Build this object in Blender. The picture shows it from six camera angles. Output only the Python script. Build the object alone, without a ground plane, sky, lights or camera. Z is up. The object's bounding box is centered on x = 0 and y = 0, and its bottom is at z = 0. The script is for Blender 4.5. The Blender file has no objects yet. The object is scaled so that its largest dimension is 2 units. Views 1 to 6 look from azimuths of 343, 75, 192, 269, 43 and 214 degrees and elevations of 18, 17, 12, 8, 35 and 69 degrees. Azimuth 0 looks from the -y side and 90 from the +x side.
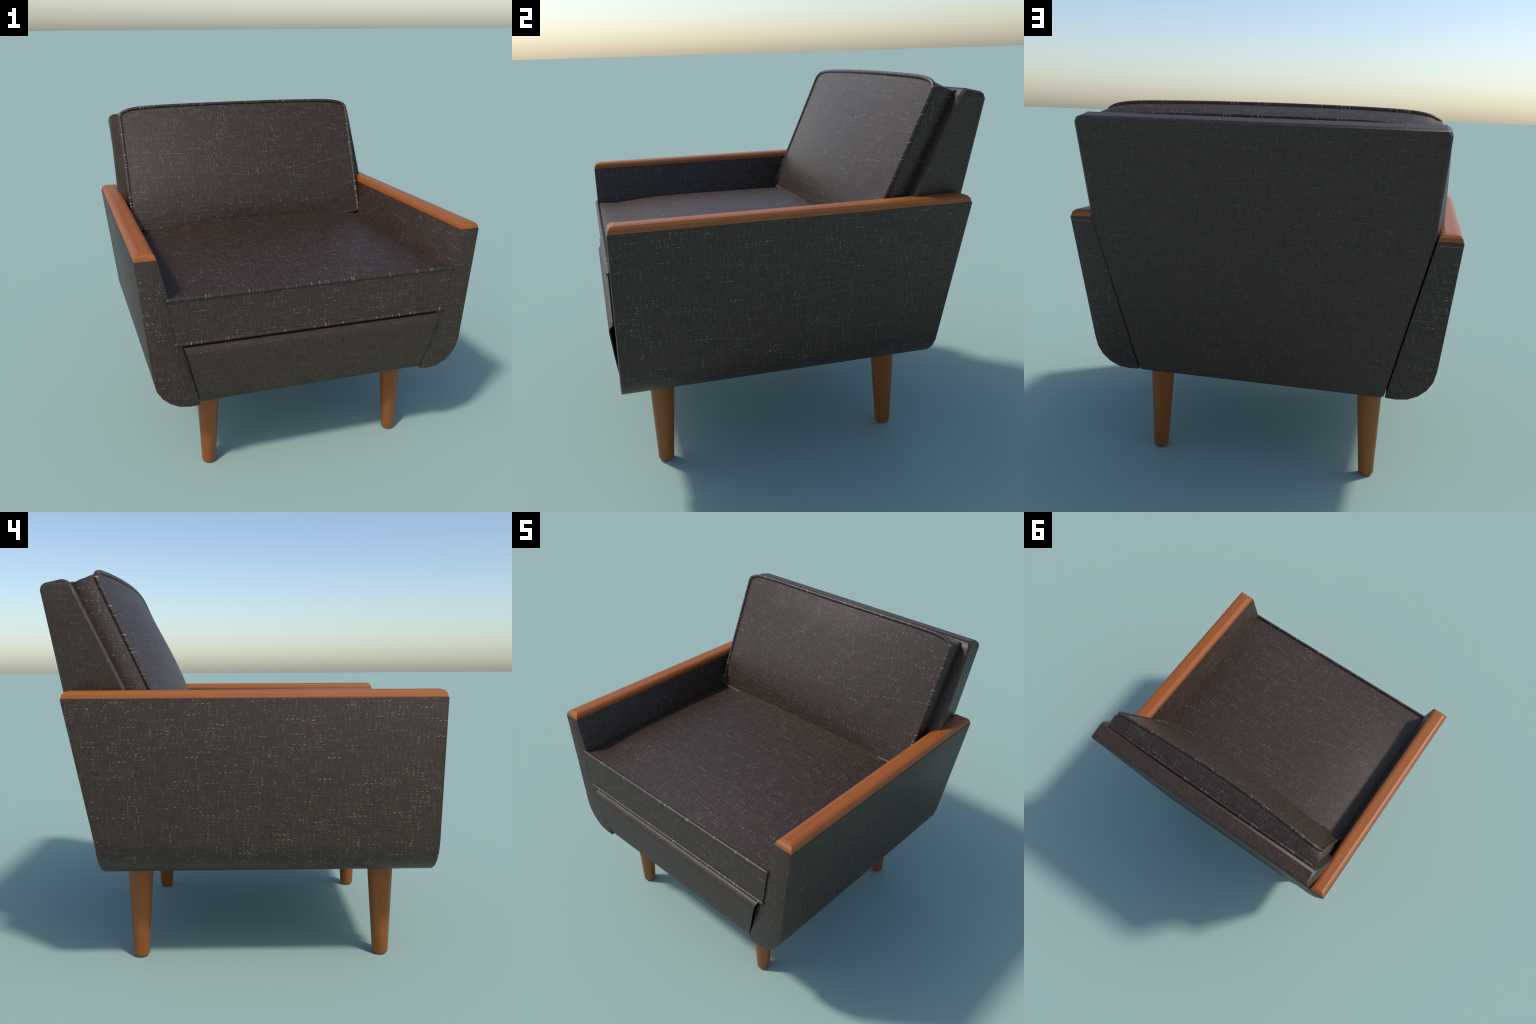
"""Low lounge armchair: dark tweed upholstery, teak arm rails, tapered wooden legs."""
import bpy, bmesh, math
from mathutils import Vector

# ------------------------------------------------------------------ node helpers
class Nodes:
    def __init__(self, name):
        self.mat = bpy.data.materials.new(name)
        self.mat.use_nodes = True
        self.t = self.mat.node_tree
        self.t.nodes.clear()
        self.out = self.t.nodes.new("ShaderNodeOutputMaterial")
        self.bsdf = self.t.nodes.new("ShaderNodeBsdfPrincipled")
        self.t.links.new(self.bsdf.outputs[0], self.out.inputs[0])

    def put(self, sock, val):
        if isinstance(val, bpy.types.NodeSocket):
            self.t.links.new(val, sock)
        else:
            sock.default_value = val

    def math(self, op, a, b=0.0, c=0.0, clamp=False):
        n = self.t.nodes.new("ShaderNodeMath")
        n.operation = op
        n.use_clamp = clamp
        for s, v in zip(n.inputs, (a, b, c)):
            self.put(s, v)
        return n.outputs[0]

    def xyz(self, x, y, z=0.0):
        n = self.t.nodes.new("ShaderNodeCombineXYZ")
        for s, v in zip(n.inputs, (x, y, z)):
            self.put(s, v)
        return n.outputs[0]

    def split(self, v):
        n = self.t.nodes.new("ShaderNodeSeparateXYZ")
        self.put(n.inputs[0], v)
        return n.outputs

    def white(self, vec):
        n = self.t.nodes.new("ShaderNodeTexWhiteNoise")
        n.noise_dimensions = '3D'
        self.put(n.inputs["Vector"], vec)
        return n.outputs["Value"], n.outputs["Color"]

    def noise(self, vec, scale, detail=2.0, rough=0.5):
        n = self.t.nodes.new("ShaderNodeTexNoise")
        self.put(n.inputs["Vector"], vec)
        n.inputs["Scale"].default_value = scale
        n.inputs["Detail"].default_value = detail
        n.inputs["Roughness"].default_value = rough
        return n.outputs["Fac"]

    def ramp(self, fac, stops, interp='LINEAR'):
        n = self.t.nodes.new("ShaderNodeValToRGB")
        n.color_ramp.interpolation = interp
        el = n.color_ramp.elements
        while len(el) < len(stops):
            el.new(0.5)
        for e, (p, c) in zip(el, stops):
            e.position = p
            e.color = (*c, 1.0) if len(c) == 3 else c
        self.put(n.inputs[0], fac)
        return n.outputs[0]

    def mix(self, fac, a, b, mode='MIX'):
        n = self.t.nodes.new("ShaderNodeMix")
        n.data_type = 'RGBA'
        n.blend_type = mode
        self.put(n.inputs[0], fac)
        self.put(n.inputs[6], a if isinstance(a, bpy.types.NodeSocket) else (*a, 1.0))
        self.put(n.inputs[7], b if isinstance(b, bpy.types.NodeSocket) else (*b, 1.0))
        return n.outputs[2]

    def maprange(self, v, a, b, c, d):
        n = self.t.nodes.new("ShaderNodeMapRange")
        for s, val in zip(n.inputs, (v, a, b, c, d)):
            self.put(s, val)
        return n.outputs[0]

    def bump(self, height, strength, distance):
        n = self.t.nodes.new("ShaderNodeBump")
        n.inputs["Strength"].default_value = strength
        n.inputs["Distance"].default_value = distance
        self.put(n.inputs["Height"], height)
        self.put(self.bsdf.inputs["Normal"], n.outputs[0])


def fabric_material(name="tweed_fabric", base=(0.0335, 0.0183, 0.0115), fine=1.0, yarn=1.0):
    """Dark tweed: weave coordinates laid flat on each face, random short light threads."""
    m = Nodes(name)
    tc = m.t.nodes.new("ShaderNodeTexCoord")
    px, py, pz = m.split(tc.outputs["Object"])
    geo = m.t.nodes.new("ShaderNodeNewGeometry")
    nx, ny, nz = m.split(geo.outputs["Normal"])
    ax, ay, az = (m.math('ABSOLUTE', v) for v in (nx, ny, nz))
    side = m.math('GREATER_THAN', ax, m.math('MAXIMUM', ay, az))          # faces left / right
    flat = m.math('GREATER_THAN', az, m.math('MAXIMUM', ay, m.math('MULTIPLY', ax, 1.0)))
    u = m.math('ADD', m.math('MULTIPLY', px, m.math('SUBTRACT', 1.0, side)), m.math('MULTIPLY', py, side))
    v = m.math('ADD', m.math('MULTIPLY', pz, m.math('SUBTRACT', 1.0, flat)), m.math('MULTIPLY', py, flat))
    plane = m.math('ADD', m.math('MULTIPLY', side, 3.0), m.math('MULTIPLY', flat, 7.0))
    u = m.math('MULTIPLY', u, fine)
    v = m.math('MULTIPLY', v, fine)

    def threads(a, b, pitch, period, per_run, seed):
        """Runs of a few short dashes that share one yarn colour, on random rows."""
        row = m.math('FLOOR', m.math('DIVIDE', b, pitch))
        shift, _ = m.white(m.xyz(row, seed, plane))
        along = m.math('ADD', m.math('DIVIDE', a, period), m.math('MULTIPLY', shift, 37.0))
        run = m.math('FLOOR', m.math('DIVIDE', along, per_run))
        dash = m.math('FLOOR', along)
        r, c = m.white(m.xyz(run, row, m.math('ADD', plane, seed + 0.5)))
        d, _ = m.white(m.xyz(dash, row, m.math('ADD', plane, seed + 0.8)))
        fb = m.math('ABSOLUTE', m.math('SUBTRACT', m.math('FRACT', m.math('DIVIDE', b, pitch)), 0.5))
        fa = m.math('ABSOLUTE', m.math('SUBTRACT', m.math('FRACT', along), 0.5))
        half = m.maprange(d, 0.0, 1.0, 0.11, 0.27)
        shape = m.math('MULTIPLY', m.maprange(fb, 0.16, 0.46, 1.0, 0.0),
                       m.maprange(fa, m.math('SUBTRACT', half, 0.08), m.math('ADD', half, 0.08), 1.0, 0.0))
        shape = m.math('MULTIPLY', shape, m.maprange(d, 0.1, 0.6, 0.15, 1.0))
        return r, c, shape, row

    clump = m.noise(m.xyz(u, v, plane), 7.0, 2.0, 0.6)
    boost = m.maprange(clump, 0.35, 0.68, -0.045, 0.022)

    rh, ch, sh, row_h = threads(u, v, 0.0056, 0.0235, 3.0, 1.0)
    rv, cv, sv, row_v = threads(v, u, 0.0060, 0.0140, 3.0, 5.0)
    streak_h = m.noise(m.xyz(m.math('MULTIPLY', u, 16.0), m.math('MULTIPLY', v, 190.0), plane), 1.0, 2.0, 0.6)
    streak_v = m.noise(m.xyz(m.math('MULTIPLY', u, 190.0), m.math('MULTIPLY', v, 16.0), plane), 1.0, 2.0, 0.6)
    weave = m.math('MULTIPLY', m.math('ADD', streak_h, streak_v), 0.5)
    tone = m.maprange(weave, 0.34, 0.66, 0.55, 1.45)
    ground = m.mix(1.0, base, m.xyz(tone, tone, tone), 'MULTIPLY')
    rust = m.noise(m.xyz(m.math('MULTIPLY', u, 45.0), m.math('MULTIPLY', v, 130.0), plane), 1.0, 1.0, 0.5)
    ground = m.mix(m.maprange(rust, 0.57, 0.75, 0.0, 0.55), ground, (0.060, 0.024, 0.012))

    hues = [(0.0, (0.30, 0.26, 0.17)), (0.34, (0.36, 0.32, 0.20)), (0.50, (0.23, 0.23, 0.18)),
            (0.70, (0.28, 0.27, 0.24)), (0.82, (0.20, 0.075, 0.025)), (0.93, (0.14, 0.045, 0.02))]
    def lay(under, r, c, shape, gain):
        hue = m.ramp(m.split(c)[1], hues, 'CONSTANT')
        rr = m.math('ADD', r, boost)
        s = m.ramp(rr, [(0.0, (0, 0, 0)), (0.42, (0, 0, 0)), (0.78, (0.14, 0.14, 0.14)), (0.92, (0.40, 0.40, 0.40)), (1.0, (0.95, 0.95, 0.95))])
        return m.mix(m.math('MULTIPLY', m.math('MULTIPLY', s, shape), gain), under, hue)
    col = lay(ground, rv, cv, sv, 0.66 * yarn)
    col = lay(col, rh, ch, sh, 0.70 * yarn)
    m.put(m.bsdf.inputs["Base Color"], col)
    m.bsdf.inputs["Roughness"].default_value = 0.48
    m.bsdf.inputs["Specular IOR Level"].default_value = 0.46
    m.bump(weave, 0.10, 0.002)
    return m.mat


def wood_material(name, along, base=(0.315, 0.088, 0.013)):
    """Oiled orange teak; 'along' is the grain axis."""
    m = Nodes(name)
    tc = m.t.nodes.new("ShaderNodeTexCoord")
    p = list(m.split(tc.outputs["Object"]))
    stretch = [70.0, 70.0, 70.0]
    stretch[along] = 2.2
    q = [m.math('MULTIPLY', a, s) for a, s in zip(p, stretch)]
    grain = m.noise(m.xyz(*q), 1.0, 4.0, 0.6)
    broad = m.noise(m.xyz(*[m.math('MULTIPLY', a, s / 9.0) for a, s in zip(p, stretch)]), 1.0, 2.0, 0.5)
    f = m.math('ADD', m.math('MULTIPLY', grain, 0.55), m.math('MULTIPLY', broad, 0.45))
    dark = tuple(c * k for c, k in zip(base, (0.82, 0.78, 0.74)))
    light = tuple(c * k for c, k in zip(base, (1.14, 1.16, 1.2)))
    m.put(m.bsdf.inputs["Base Color"], m.ramp(f, [(0.3, dark), (0.5, base), (0.72, light)]))
    m.bsdf.inputs["Roughness"].default_value = 0.45
    m.bsdf.inputs["Specular IOR Level"].default_value = 0.42
    m.bump(grain, 0.05, 0.001)
    return m.mat


def piping_material(name="tweed_piping", base=(0.0335, 0.0183, 0.0115)):
    """Bias-cut welt: the same yarns, seen as small ticks running across the cord."""
    m = Nodes(name)
    tc = m.t.nodes.new("ShaderNodeTexCoord")
    px, py, pz = m.split(tc.outputs["Object"])
    upright = m.math('GREATER_THAN', m.math('ABSOLUTE', px), 0.826)
    along = m.math('ADD', m.math('MULTIPLY', px, m.math('SUBTRACT', 1.0, upright)), m.math('MULTIPLY', pz, upright))
    line = m.math('ADD', m.math('FLOOR', m.math('MULTIPLY', py, 6.0)),
                  m.math('MULTIPLY', m.math('GREATER_THAN', pz, 1.0), 17.0))
    cell = m.math('DIVIDE', along, 0.0062)
    r, c = m.white(m.xyz(m.math('FLOOR', cell), line, upright))
    f = m.math('ABSOLUTE', m.math('SUBTRACT', m.math('FRACT', cell), 0.5))
    tick = m.math('MULTIPLY', m.ramp(r, [(0.0, (0, 0, 0)), (0.76, (0, 0, 0)), (0.92, (0.16, 0.16, 0.16)), (1.0, (0.85, 0.85, 0.85))]),
                  m.maprange(f, 0.22, 0.48, 1.0, 0.0))
    streak = m.noise(m.xyz(m.math('MULTIPLY', along, 150.0), line, 0.0), 1.0, 2.0, 0.6)
    tone = m.maprange(streak, 0.3, 0.7, 0.6, 1.5)
    ground = m.mix(1.0, base, m.xyz(tone, tone, tone), 'MULTIPLY')
    hue = m.ramp(m.split(c)[1], [(0.0, (0.32, 0.28, 0.19)), (0.5, (0.28, 0.27, 0.23)), (0.85, (0.20, 0.08, 0.03))], 'CONSTANT')
    m.put(m.bsdf.inputs["Base Color"], m.mix(tick, ground, hue))
    m.bsdf.inputs["Roughness"].default_value = 0.46
    return m.mat


FABRIC = fabric_material()
PIPING = piping_material()
FABRIC_FINE = fabric_material("tweed_fabric_fine", fine=1.5, yarn=0.68)
WOOD_RAIL = wood_material("teak_rail", 1)
WOOD_LEG = wood_material("teak_leg", 2, (0.285, 0.082, 0.014))

# ------------------------------------------------------------------ mesh helpers
def make(name, verts, faces, material, parent, sharp=32.0, bevel=0.0, segments=2, recalc=True):
    me = bpy.data.meshes.new(name)
    me.from_pydata([tuple(v) for v in verts], [], faces)
    bm = bmesh.new()
    bm.from_mesh(me)
    bmesh.ops.remove_doubles(bm, verts=bm.verts, dist=1e-5)
    if recalc:
        bmesh.ops.recalc_face_normals(bm, faces=bm.faces)
    if bevel:
        edges = [e for e in bm.edges if len(e.link_faces) == 2 and e.calc_face_angle(0) > math.radians(25)]
        bmesh.ops.bevel(bm, geom=edges, offset=bevel, offset_type='OFFSET', segments=segments,
                        profile=0.5, affect='EDGES', clamp_overlap=True)
    bm.to_mesh(me)
    bm.free()
    me.materials.append(material)
    for p in me.polygons:
        p.use_smooth = True
    me.set_sharp_from_angle(angle=math.radians(sharp))
    ob = bpy.data.objects.new(name, me)
    bpy.context.scene.collection.objects.link(ob)
    ob.parent = parent
    return ob


def loft(rings, close_ring=True, caps=True):
    """Quads between successive rings of equal length; optional n-gon caps."""
    n = len(rings[0])
    verts = [v for r in rings for v in r]
    faces = []
    for i in range(len(rings) - 1):
        for j in range(n if close_ring else n - 1):
            k = (j + 1) % n
            faces.append((i * n + j, i * n + k, (i + 1) * n + k, (i + 1) * n + j))
    if caps:
        faces.append(tuple(range(n - 1, -1, -1)))
        faces.append(tuple(range((len(rings) - 1) * n, len(rings) * n)))
    return verts, faces


def mirror(verts):
    return [(-x, y, z) for x, y, z in verts]


def tube(path, radius, closed=False, sides=10, ends=None):
    """Round welt swept along a path; rounded tips when open."""
    P = [Vector(p) for p in path]
    n = len(P)
    rings = []
    tangents = []
    for i in range(n):
        a = P[(i - 1) % n] if (closed or i > 0) else P[i]
        b = P[(i + 1) % n] if (closed or i < n - 1) else P[i]
        tangents.append((b - a).normalized())
    up = Vector((0, 0.35, 0.94))
    if abs(up.dot(tangents[0])) > 0.9:
        up = Vector((0, 1, 0))
    nrm = (up - tangents[0] * up.dot(tangents[0])).normalized()
    for i in range(n):
        t = tangents[i]
        nrm = (nrm - t * nrm.dot(t)).normalized()
        bi = t.cross(nrm)
        r = radius if not ends else radius * ends(i / (n - 1))
        rings.append([P[i] + (nrm * math.cos(a) + bi * math.sin(a)) * r
                      for a in (2 * math.pi * k / sides for k in range(sides))])
    if closed:
        rings.append(rings[0])
    return loft(rings, True, not closed)


def lerp(a, b, t):
    return a + (b - a) * t


def curve_through(points, x):
    """Monotone piecewise smooth interpolation through (x, y) control points."""
    if x <= points[0][0]:
        return points[0][1]
    for i in range(len(points) - 1):
        (x0, y0), (x1, y1) = points[i], points[i + 1]
        if x <= x1:
            def slope(k):
                if k <= 0 or k >= len(points) - 1:
                    k = min(max(k, 0), len(points) - 1)
                    a, b = (points[0], points[1]) if k == 0 else (points[-2], points[-1])
                else:
                    a, b = points[k - 1], points[k + 1]
                return (b[1] - a[1]) / (b[0] - a[0])
            h = x1 - x0
            t = (x - x0) / h
            return ((2 * t**3 - 3 * t**2 + 1) * y0 + (t**3 - 2 * t**2 + t) * h * slope(i)
                    + (-2 * t**3 + 3 * t**2) * y1 + (t**3 - t**2) * h * slope(i + 1))
    return points[-1][1]


# ------------------------------------------------------------------ the chair
chair = bpy.data.objects.new("armchair", None)
bpy.context.scene.collection.objects.link(chair)
chair["label"] = "low dark tweed armchair with orange wooden arm rails and legs"
chair["category"] = "armchair"

FRONT = -0.906                       # front face of the arms
ARM_TOP = 1.370
def rear(z):                         # rear face of the arms leans backwards
    return 0.840 - 0.170 * (ARM_TOP - z)
def arm_inner(z):                    # inner wall of the arms flares outwards going up
    return 0.682 + 0.2311 * (z - 0.513)

# side panels: section in x-z, swept front to rear
ARM_SECTION = [(0.877, ARM_TOP), (1.000, ARM_TOP), (0.932, 0.690), (0.917, 0.627), (0.887, 0.579),
               (0.846, 0.542), (0.796, 0.517), (0.738, 0.508), (0.680, 0.511)]
ring_f = [(x - (0.003 if z > 1.2 and x > .9 else 0), FRONT, z) for x, z in ARM_SECTION]
ring_b = [(x, y, z) for (x, z), y in zip(ARM_SECTION, (rear(ARM_TOP), rear(ARM_TOP), 0.724, 0.722, 0.720, 0.717, 0.712, 0.709, 0.708))]
verts, faces = loft([ring_f, ring_b])
for vs in (verts, mirror(verts)):
    make("arm_panel", vs, faces, FABRIC, chair, sharp=28, bevel=0.0035, segments=2)

# teak rails with a three-facet rounded top edge
R_IN, R_OUT, R_Y0, R_Y1, R_Z0, R_Z1, R_R = 0.881, 0.9945, FRONT + 0.004, 0.8365, 1.3675, 1.4055, 0.031
rings = []
for inset, z in [(0.0, R_Z0)] + [(R_R * (1 - math.cos(a)), R_Z1 - R_R * (1 - math.sin(a)))
                                 for a in (math.pi / 2 * k / 3 for k in range(4))]:
    rings.append([(R_IN + inset, R_Y0 + inset, z), (R_OUT - inset, R_Y0 + inset, z),
                  (R_OUT - inset, R_Y1 - inset, z), (R_IN + inset, R_Y1 - inset, z)])
verts, faces = loft(rings)
for vs in (verts, mirror(verts)):
    make("arm_rail", vs, faces, WOOD_RAIL, chair, sharp=10, bevel=0.0)

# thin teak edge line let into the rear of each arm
za, zb = 1.347, 1.350
strip = [(0.888, za), (0.9925, za), (0.9928, zb), (0.888, zb)]
verts, faces = loft([[(x, rear(z) - 0.004, z) for x, z in strip], [(x, rear(z) + 0.0012, z) for x, z in strip]])
for vs in (verts, mirror(verts)):
    make("edge_strip", vs, faces, WOOD_RAIL, chair)

# backrest board: leaning tapered slab, slightly wider towards one side as upholstered
# level: (rear y, rear z, front y, front z, half-widths right rear, right front, left front, left rear)
BACK_LEVELS = [(0.718, 0.511, 0.300, 0.511, 0.673, 0.676, 0.676, 0.673),
               (0.853, 1.370, 0.545, 1.370, 0.872, 0.941, 0.911, 0.867),
               (0.935, 1.866, 0.790, 1.880, 0.917, 0.919, 0.907, 0.906),
               (0.927, 1.886, 0.828, 1.908, 0.897, 0.897, 0.886, 0.887)]
rings = []
for lo, hi, steps in zip(BACK_LEVELS, BACK_LEVELS[1:], (6, 8, 1)):
    for k in range(steps):
        yr, zr, yf, zf, rr, rf, lf, lr = (lerp(p, q, k / steps) for p, q in zip(lo, hi))
        rings.append([(rr, yr, zr), (rf, yf, zf), (-lf, yf, zf), (-lr, yr, zr)])
yr, zr, yf, zf, rr, rf, lf, lr = BACK_LEVELS[-1]
rings.append([(rr, yr, zr), (rf, yf, zf), (-lf, yf, zf), (-lr, yr, zr)])
verts, faces = loft(rings)
make("backrest", verts, faces, FABRIC_FINE, chair, sharp=24, bevel=0.013, segments=1)

# seat cushion: crowned top, straight boxed front
SEAT_BACK, SEAT_FRONT = 0.56, -0.9140
def seat_z(x, y):
    a = x / 0.835
    b = (y - SEAT_FRONT) / (SEAT_BACK - SEAT_FRONT)
    edge = curve_through([(0, 1.146), (0.10, 1.152), (0.26, 1.164), (0.5, 1.163), (0.8, 1.158), (1, 1.155)], b)
    crown = 0.049 * (1 - abs(a) ** 2.8) * math.sin(math.pi * min(0.5, b * 0.85)) ** 0.85
    return edge + crown
NX, NY = 48, 44
verts, faces = [], []
for j in range(NY + 1):
    b = (j / NY)
    y = lerp(SEAT_FRONT, SEAT_BACK, b ** 1.3)
    for i in range(NX + 1):
        w = 0.838 if j == 0 else 0.836
        x = w * (2 * i / NX - 1)
        verts.append((x, y, seat_z(x, y)))
top = lambda i, j: j * (NX + 1) + i
for j in range(NY):
    for i in range(NX):
        faces.append((top(i, j), top(i + 1, j), top(i + 1, j + 1), top(i, j + 1)))
LOW = 0.894
base_id = len(verts)
border = [top(i, 0) for i in range(NX + 1)] + [top(NX, j) for j in range(1, NY + 1)] \
       + [top(i, NY) for i in range(NX - 1, -1, -1)] + [top(0, j) for j in range(NY - 1, 0, -1)]
for k in border:
    x, y, _ = verts[k]
    verts.append((x * 0.803 / 0.838, y, LOW))
nb = len(border)
for k in range(nb):
    k2 = (k + 1) % nb
    faces.append((border[k2], border[k], base_id + k, base_id + k2))
faces.append(tuple(base_id + k for k in range(nb - 1, -1, -1)))
seat = make("seat_cushion", verts, faces, FABRIC, chair, sharp=40)

def tip(t, n=0.012):
    d = min(t, 1 - t)
    return math.sqrt(max(0.0, 1 - (1 - min(1, d / n)) ** 2)) * 0.9 + 0.1
def welt_path(half, y, z):
    xs = [half * s for s in (-1, -0.996, -0.99, -0.98)] + [half * (-0.97 + 1.94 * k / 60) for k in range(61)] \
       + [half * s for s in (0.98, 0.99, 0.996, 1)]
    return [(x, y(x), z(x)) for x in xs]
def open_welt(half, y, z, r):
    path = welt_path(half, y, z)
    n = len(path)
    def ends(t):
        i = round(t * (n - 1))
        return (0.45, 0.78, 0.95)[min(i, n - 1 - i)] if min(i, n - 1 - i) < 3 else 1.0
    return tube(path, r, ends=ends)
v, f = open_welt(0.846, lambda x: -0.9110, lambda x: 1.149, 0.0122)
make("seat_piping", v, f, PIPING, seat, sharp=60)
v, f = open_welt(0.812, lambda x: -0.9105, lambda x: 0.893, 0.0112)
make("seat_piping", v, f, PIPING, seat, sharp=60)

# lower front apron: thin shell that bellies out under the seat
APRON = [(-0.902, 0.874), (-0.9155, 0.869), (-0.931, 0.851), (-0.9345, 0.838), (-0.9325, 0.81), (-0.9200, 0.69), (-0.908, 0.59),
         (-0.901, 0.537), (-0.893, 0.525), (-0.80, 0.525)]
def apron_half(z):
    return lerp(0.677, 0.763, (z - 0.525) / (0.874 - 0.525))
outer = APRON
inner = [(y + 0.006 if k not in (8, 9) else y + (0.006 if k == 8 else 0), z - (0.006 if k == 0 else 0) + (0.006 if k >= 8 else 0))
         for k, (y, z) in enumerate(APRON)]
prof = outer + inner[::-1]
def apron_ring(s):
    n = len(outer)
    zz = [z for _, z in outer] + [z for _, z in outer][::-1]
    return [(s * apron_half(zr), y, z) for (y, z), zr in zip(prof, zz)]
N = 8
rings = [[(x * (2 * k / N - 1), y, z) for x, y, z in apron_ring(1.0)] for k in range(N + 1)]
v, f = loft(rings)
make("front_apron", v, f, FABRIC_FINE, chair, sharp=35)

# hidden seat frame that closes the underside
def frame_ring(y, y_top):
    return [(-0.70, y, 0.530), (0.70, y, 0.530), (0.755, y_top, 0.893), (-0.755, y_top, 0.893)]
v, f = loft([frame_ring(-0.886, -0.886), frame_ring(0.55, 0.55)])
make("seat_frame", v, f, FABRIC_FINE, chair)

# back cushion: boxed, welted, crowned
BORDER_Y = lambda z: 0.459 + 0.454 * (z - 1.41)
OUT = Vector((0, -0.9105, 0.4135))
DEPTH = Vector((0, 0.118, -0.036))
Z_BOT = 1.171
TOP_LINE = [(0.0, 1.971), (0.30, 1.969), (0.55, 1.964), (0.69, 1.958), (0.75, 1.951), (0.80, 1.939), (0.838, 1.919)]
def cushion_half(t):
    return lerp(0.836, 0.846, t)
CROWN = [(0, 0.20), (0.06, 0.44), (0.15, 0.70), (0.28, 0.90), (0.40, 0.95), (0.55, 0.90), (0.70, 0.80), (0.84, 0.68), (0.94, 0.56), (1.0, 0.48)]
def cushion_point(a, t, lift=0.0):
    """a in -1..1 across, t in 0..1 up the cushion; on the crowned front face."""
    x = a * cushion_half(t)
    ztop = curve_through(TOP_LINE, abs(a) * 0.838)
    zbot = Z_BOT + 0.010 * abs(a) ** 12
    z = lerp(zbot, ztop, t)
    bulge = 0.091 * (1 - abs(a) ** 1.85) * curve_through(CROWN, t)
    z -= 0.4135 * 0.091 * (1 - abs(a) ** 1.85) * 0.48 * t
    p = Vector((x, BORDER_Y(z), z))
    return p + OUT * (bulge + lift)

def ease(k, n):                      # denser rows next to the borders
    t = k / n
    return 0.5 - 0.5 * math.cos(math.pi * t)
NX, NT = 56, 40
verts, faces = [], []
for j in range(NT + 1):
    for i in range(NX + 1):
        a, t = 2 * ease(i, NX) - 1, ease(j, NT)
        edge = min(i, NX - i, j, NT - j)
        verts.append(cushion_point(a, t, lift=-0.004 if edge < 2 else 0.0))
idx = lambda i, j: j * (NX + 1) + i
for j in range(NT):
    for i in range(NX):
        faces.append((idx(i, j), idx(i + 1, j), idx(i + 1, j + 1), idx(i, j + 1)))
border = [idx(i, 0) for i in range(NX + 1)] + [idx(NX, j) for j in range(1, NT + 1)] \
       + [idx(i, NT) for i in range(NX - 1, -1, -1)] + [idx(0, j) for j in range(NT - 1, 0, -1)]
nb = len(border)
start = len(verts)
for s in (0.33, 0.66, 1.0):
    for k in border:
        p = Vector(verts[k])
        puff = 0.006 * math.sin(math.pi * s)
        q = p + DEPTH * s
        q.y += s * max(0.0, BORDER_Y(p.z) - p.y)
        if p.z > 1.915:              # top welt at the rear runs nearly level
            q.z = lerp(p.z, 1.889 + 0.022 * (1 - abs(p.x / 0.84) ** 3), s)
            q.y = lerp(p.y, 0.799 + 0.006 * (1 - abs(p.x / 0.84) ** 3), s)
        if abs(p.x) > 0.825:         # side boxing swells outwards
            q.x += math.copysign(0.014 * math.sin(math.pi * s) + 0.006 * s, p.x)
        q.z += puff * (p.z > 1.9)
        verts.append(q)
rows = [border] + [[start + r * nb + k for k in range(nb)] for r in range(3)]
for r in range(3):
    for k in range(nb):
        k2 = (k + 1) % nb
        faces.append((rows[r][k2], rows[r][k], rows[r + 1][k], rows[r + 1][k2]))
faces.append(tuple(rows[3]))
cushion = make("back_cushion", verts, faces, FABRIC, chair, sharp=40)

PIPE_R = 0.0112
front_loop = [cushion_point(2 * ease(i, NX) - 1, 0.0) for i in range(NX + 1)] \
           + [cushion_point(1.0, ease(j, NT)) for j in range(1, NT + 1)] \
           + [cushion_point(2 * ease(i, NX) - 1, 1.0) for i in range(NX - 1, -1, -1)] \
           + [cushion_point(-1.0, ease(j, NT)) for j in range(NT - 1, 0, -1)]
def thin_out(loop, dist):
    kept = [loop[0]]
    for p in loop[1:]:
        if (p - kept[-1]).length > dist:
            kept.append(p)
    if (kept[-1] - kept[0]).length < dist:
        kept.pop()
    return kept
v, f = tube(thin_out(front_loop, 0.014), PIPE_R, closed=True)
make("cushion_piping", v, f, PIPING, cushion, sharp=70)
back_loop = [Vector(verts[k]) for k in rows[3]]
v, f = tube(thin_out(back_loop, 0.014), PIPE_R * 0.9, closed=True)
make("cushion_piping", v, f, PIPING, cushion, sharp=70)

# turned tapered legs with a rounded foot
LEG = [(0.0, 0.028), (0.004, 0.036), (0.014, 0.0415), (0.53, 0.0685)]
SIDES = 28
def leg(sx, foot, top):
    rings = []
    for z, r in LEG:
        t = z / 0.53
        cx, cy = lerp(foot[0], top[0], t), lerp(foot[1], top[1], t)
        rings.append([(sx * cx + r * math.cos(2 * math.pi * k / SIDES), cy + r * math.sin(2 * math.pi * k / SIDES), z)
                      for k in range(SIDES)])
    v, f = loft(rings)
    make("leg", v, f, WOOD_LEG, chair, sharp=50)
for sx in (-1, 1):
    leg(sx, (0.599, -0.697), (0.590, -0.688))
    leg(sx, (0.599, 0.571), (0.590, 0.563))
